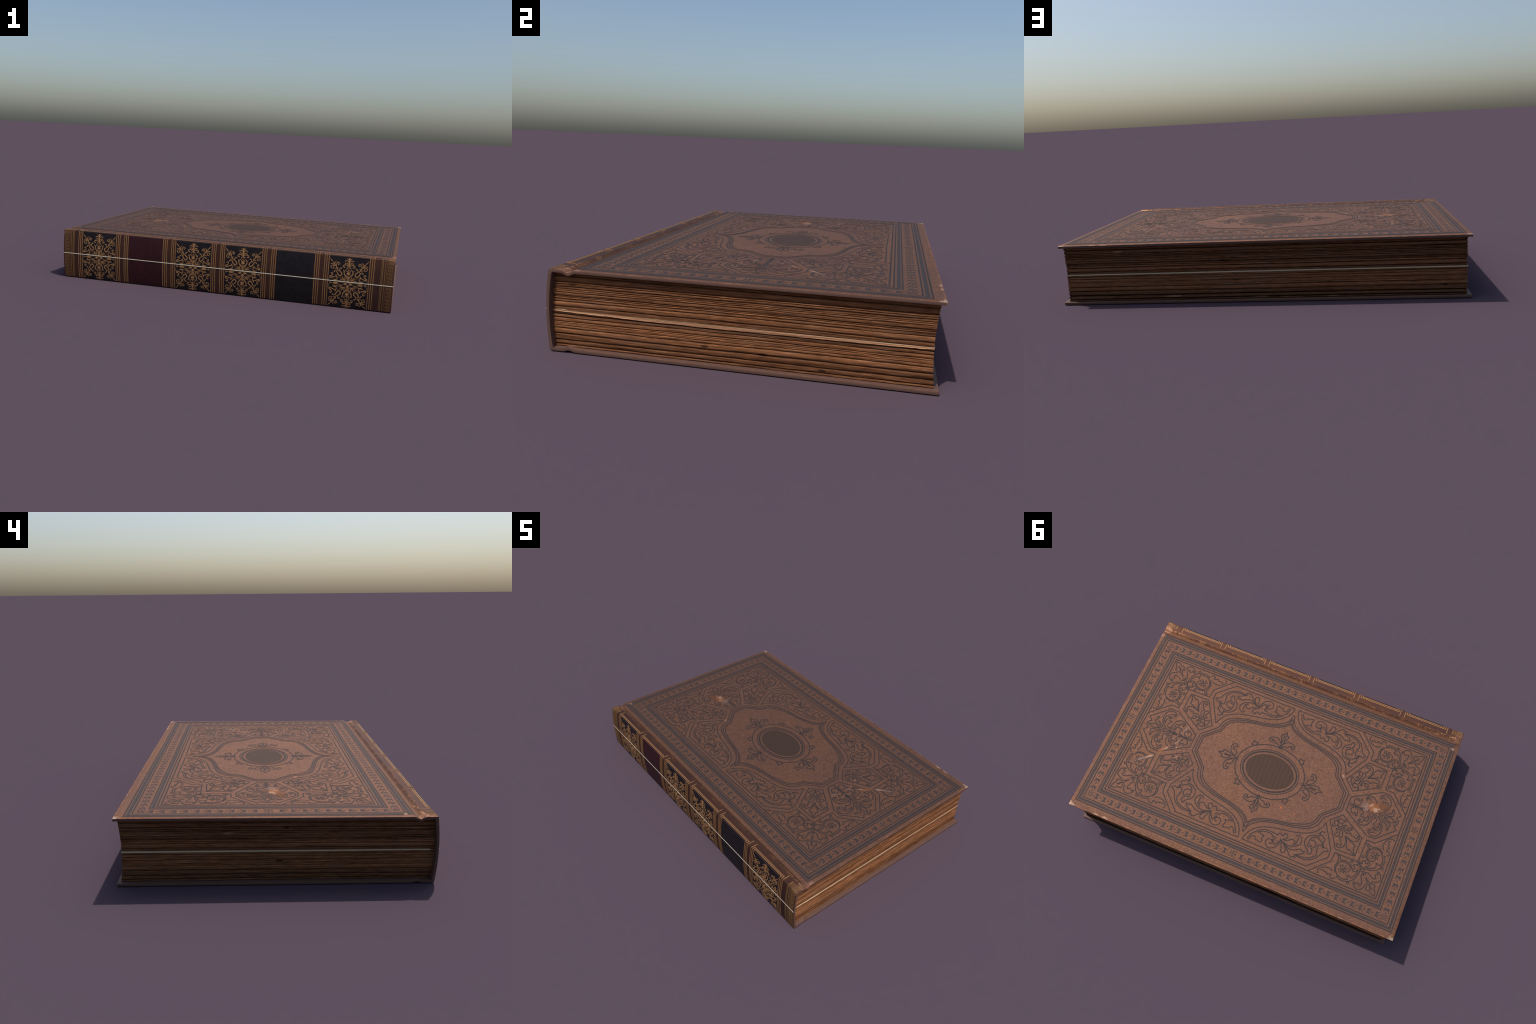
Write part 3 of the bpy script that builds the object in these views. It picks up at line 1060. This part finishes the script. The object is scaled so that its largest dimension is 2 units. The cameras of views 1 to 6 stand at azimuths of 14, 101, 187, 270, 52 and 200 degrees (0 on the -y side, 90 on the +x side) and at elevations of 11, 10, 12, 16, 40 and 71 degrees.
# ------------------------------------------------------------------ gilt spine
# The spine is unrolled: s = 0 at its upper corner, negative over the top
# strip, positive down the back.
outer = path
arc = [0.0]
for i in range(1, len(outer)):
    arc.append(arc[-1] + math.hypot(outer[i][0] - outer[i - 1][0], outer[i][1] - outer[i - 1][1]))
corner_i = min(range(len(outer)), key=lambda i: abs(outer[i][0] - SPINE_Y - 0.0012) + abs(outer[i][1] - TOP_SPINE + 0.0012))
ZERO = arc[corner_i]
normals = []
for i in range(len(outer)):
    a, b = outer[max(i - 1, 0)], outer[min(i + 1, len(outer) - 1)]
    ty, tz = b[0] - a[0], b[1] - a[1]
    l = math.hypot(ty, tz)
    normals.append((tz / l, -ty / l))


def on_spine(x, s, lift):
    t = s + ZERO
    i = 0
    lo, hi = 0, len(arc) - 1
    while hi - lo > 1:
        mid = (lo + hi) // 2
        if arc[mid] <= t:
            lo = mid
        else:
            hi = mid
    f = (t - arc[lo]) / (arc[hi] - arc[lo])
    y = outer[lo][0] + (outer[hi][0] - outer[lo][0]) * f
    z = outer[lo][1] + (outer[hi][1] - outer[lo][1]) * f
    ny = normals[lo][0] + (normals[hi][0] - normals[lo][0]) * f
    nz = normals[lo][1] + (normals[hi][1] - normals[lo][1]) * f
    return (x, y + ny * lift, z + nz * lift)


S_END = 0.291            # just above the lower edge


def s_of_z(z):
    return TOP_SPINE - z + 0.001


def patch(name, x0, x1, s0, s1, lift, mat):
    n = 60
    xs = linspace(x0, x1, 7)
    ss = linspace(s0, s1, n)
    V, F = [], []
    for s in ss:
        V.append(on_spine(x0, s, -0.0004))
        V += [on_spine(x, s, lift) for x in xs]
        V.append(on_spine(x1, s, -0.0004))
    w = len(xs) + 2
    for i in range(n - 1):
        for j in range(w - 1):
            a = i * w + j
            F.append((a, a + w, a + w + 1, a + 1))
    for e in (0, n - 1):
        lowv = [len(V) + j for j in range(len(xs))]
        V += [on_spine(x, ss[e], -0.0004) for x in xs]
        for j in range(len(xs) - 1):
            F.append((e * w + 1 + j, e * w + 2 + j, lowv[j + 1], lowv[j]))
    ob = add(name, V, F, [mat], spine, True)
    ob.data.set_sharp_from_angle(angle=0.6)
    return ob


def spine_motif(name, m, cx, cs, mat, turns):
    def place(a, b, lift):
        s = cs - b / 1000
        s = min(max(s, -0.060), S_END)
        return on_spine(cx + a / 1000, s, lift + 0.00035)
    V, F = m.mesh(place, turns)
    return add(name, V, F, [mat], spine)


def arabesque():
    """Upper right quarter of the gilt ornament in mm from its centre."""
    m = Motif()
    m.taper(3, 8, 2.4, [(9, 84), (17, 78), (24, 69), (24, 60), (20, 51), (13, 43), (2, 33), (-12, 20)])
    m.taper(1.5, 4, 3, [(31, 79), (28, 73), (25, 66)])
    m.fill([(0, 73), (6, 65), (11, 58), (5, 52), (0, 51), (-2, 62)])
    m.dot((0, 79), 3.6)
    m.dot((9, 71), 3.6)
    m.taper(3, 5.5, 4, [(1, 88), (1, 116), (2, 146)])
    m.taper(4, 4.5, 2, [(2, 134), (9, 140), (14, 142)])
    m.taper(4, 5, 4, [(2, 121), (11, 131), (22, 129)])
    m.dot((22, 128), 3.2)
    m.taper(3.5, 6, 3, [(2, 105), (13, 117), (25, 113)])
    m.taper(4, 6, 4, [(2, 98), (17, 107), (30, 103), (32, 95), (24, 93)])
    m.dot((24, 94), 3.4)
    m.dot((9, 91), 3.6)
    m.taper(1.5, 6, 1.2, [(86, 113), (94, 122), (108, 137)])
    m.taper(6, 5.5, 4, [(56, 69), (73, 97), (87, 115)])
    m.taper(4, 5.5, 2, [(75, 97), (80, 112), (71, 125)])
    m.taper(4, 5, 3, [(71, 97), (69, 110), (61, 118), (52, 111), (57, 104)])
    m.dot((60, 106), 3.2)
    m.taper(4, 5.5, 2, [(80, 101), (91, 107), (104, 104)])
    m.taper(4, 5, 3, [(79, 96), (91, 98), (100, 94), (99, 86), (89, 80), (82, 86)])
    m.dot((86, 89), 3.2)
    m.taper(2, 6.5, 2, [(59, 92), (65, 83), (79, 81)])
    m.taper(2, 6, 8, [(35, 89), (45, 86), (51, 80), (48, 69), (38, 59), (37, 49)])
    m.taper(8, 7, 3, [(37, 49), (46, 43), (58, 52), (66, 67), (73, 71), (81, 63)])
    m.dot((43, 86), 4)
    m.dot((79, 65), 4)
    m.taper(3, 5, 8, [(97, 54), (91, 59), (86, 51), (91, 42), (103, 36)])
    m.taper(7, 7, 2, [(103, 36), (98, 29), (87, 32), (75, 37), (61, 39)])
    m.dot((95, 54), 3.6)
    m.dot((67, 44), 4)
    m.taper(1.6, 1.8, 1.6, [(61, 38), (37, 30), (16, 19)])
    m.taper(2, 2.5, 2, [(70, 36), (60, 32), (62, 27)])
    m.dot((62, 27), 3.4)
    m.taper(1.5, 4, 5.5, [(15, 18), (17, 28), (20, 39)])
    m.taper(1.5, 4.5, 6, [(15, 18), (24, 27), (34, 38)])
    m.taper(2, 5, 2, [(15, 18), (30, 22), (42, 21), (46, 15)])
    m.taper(2, 7, 2, [(50, 9), (65, 19), (86, 20)])
    m.taper(3, 6, 1.5, [(66, 17), (74, 16), (80, 11)])
    m.fill([(54, 0), (58, 5), (66, 6.5), (76, 6), (84, 0), (70, -1)])
    m.taper(2, 3, 2, [(86, 0), (95, 2), (104, 0)])
    m.dot((100, 5), 2)
    m.curve(1.4, [(104, 8), (107, 18), (104, 30)])
    for off in (0, 7):       # woven strap-work between flower and side buds
        m.curve(1.3, [(24 + off, 5), (36 + off, 12), (46 + off, 19)])
        m.curve(1.3, [(47 + off, 4), (36 + off, 11), (26 + off, 18)])
        m.curve(1.3, [(0, 30 + off), (6, 36 + off), (13, 42 + off)])
        m.curve(1.3, [(0, 40 + off), (6, 34 + off), (13, 28 + off)])
    # half petals of the central cross, open along their middle
    m.fill([(1.2, 5), (6, 9), (8.5, 15), (4, 20), (1.0, 27)])
    m.fill([(5, 1.2), (10, 5.5), (15, 7.5), (20, 4), (26, 1.0)])
    for i, (kind, w, pts, closed) in enumerate(m.items):
        if isinstance(w, list):
            m.items[i] = (kind, [x * 0.80 for x in w], pts, closed)
    return m


PANEL_STEP, PANEL_W = 0.3029, 0.1085
CENTRE = s_of_z(0.1405)
for i in range(6):
    cx = -0.7615 + PANEL_STEP * i
    mat = RED if i == 1 else BLACK
    patch("title_label" if i in (1, 4) else "spine_panel", cx - PANEL_W, cx + PANEL_W, -0.0075, S_END, 0.00035, mat)
    if i not in (1, 4):
        spine_motif("gilt_arabesque", arabesque(), cx, CENTRE, GILT_BRIGHT, QUARTERS)
    frame = Motif()
    for hx, up in ((113, 9.5), (125, 18)):
        top = CENTRE * 1000 + up
        low = CENTRE * 1000 - S_END * 1000
        pts = [(-hx, low)] + [(-hx, low + (top - low) * j / 40) for j in range(1, 41)]
        pts += [(-hx + 2 * hx * j / 10, top) for j in range(1, 10)]
        pts += [(hx, low + (top - low) * (40 - j) / 40) for j in range(0, 41)]
        frame.poly(3.8, pts)
    for hx in (-136.5, 136.5):
        lo, hi = CENTRE * 1000 - S_END * 1000, CENTRE * 1000 + 42
        frame.poly(3.8, [(hx, lo + (hi - lo) * j / 44) for j in range(45)])
    spine_motif("gilt_rule", frame, cx, CENTRE, GILT, ((1, 1),))

# tooled strips at head and tail of the spine
for sx in (-1, 1):
    m = Motif()
    lo, hi = CENTRE * 1000 - S_END * 1000, CENTRE * 1000 + 36
    for off, w in ((0, 5.0), (9, 2.6), (-12, 5.5), (-19, 4.0)):
        m.poly(w, [(off, lo + (hi - lo) * j / 44) for j in range(45)])
    k = 0
    b = lo + 6
    while b < hi - 6:
        m.ring(2.6, (25, b), 6.6)
        m.dot((25, b), 2.8)
        m.taper(1.5, 3.4, 1.5, [(14, b + 11), (21, b + 5), (33, b + 9), (42, b + 15)])
        m.taper(1.5, 3.4, 1.5, [(40, b - 9), (34, b - 3), (41, b + 3), (35, b + 9)])
        m.taper(1.2, 3.0, 1.5, [(14, b - 8), (17, b - 1), (13, b + 5)])
        m.taper(1.5, 3.6, 1.5, [(33, b - 1), (39, b - 5), (45, b - 1)])
        m.dot((39, b + 1), 2.8)
        m.dot((45, b + 9), 2.4)
        b += 20.6
        k += 1
    spine_motif("gilt_end_strip", m, sx * 0.949, CENTRE, GILT_DULL, ((sx, 1),))

# pale thread along the middle of the spine
s_line = s_of_z(0.1525)
line = Motif()
line.poly(4.0, [(-999.5 + 1999 * j / 60, 0) for j in range(61)])


def on_thread(a, b, lift):
    return on_spine(a / 1000, s_line - b / 1000, lift + 0.0009)


V, F = line.mesh(on_thread)
add("spine_thread", V, F, [THREAD], spine)
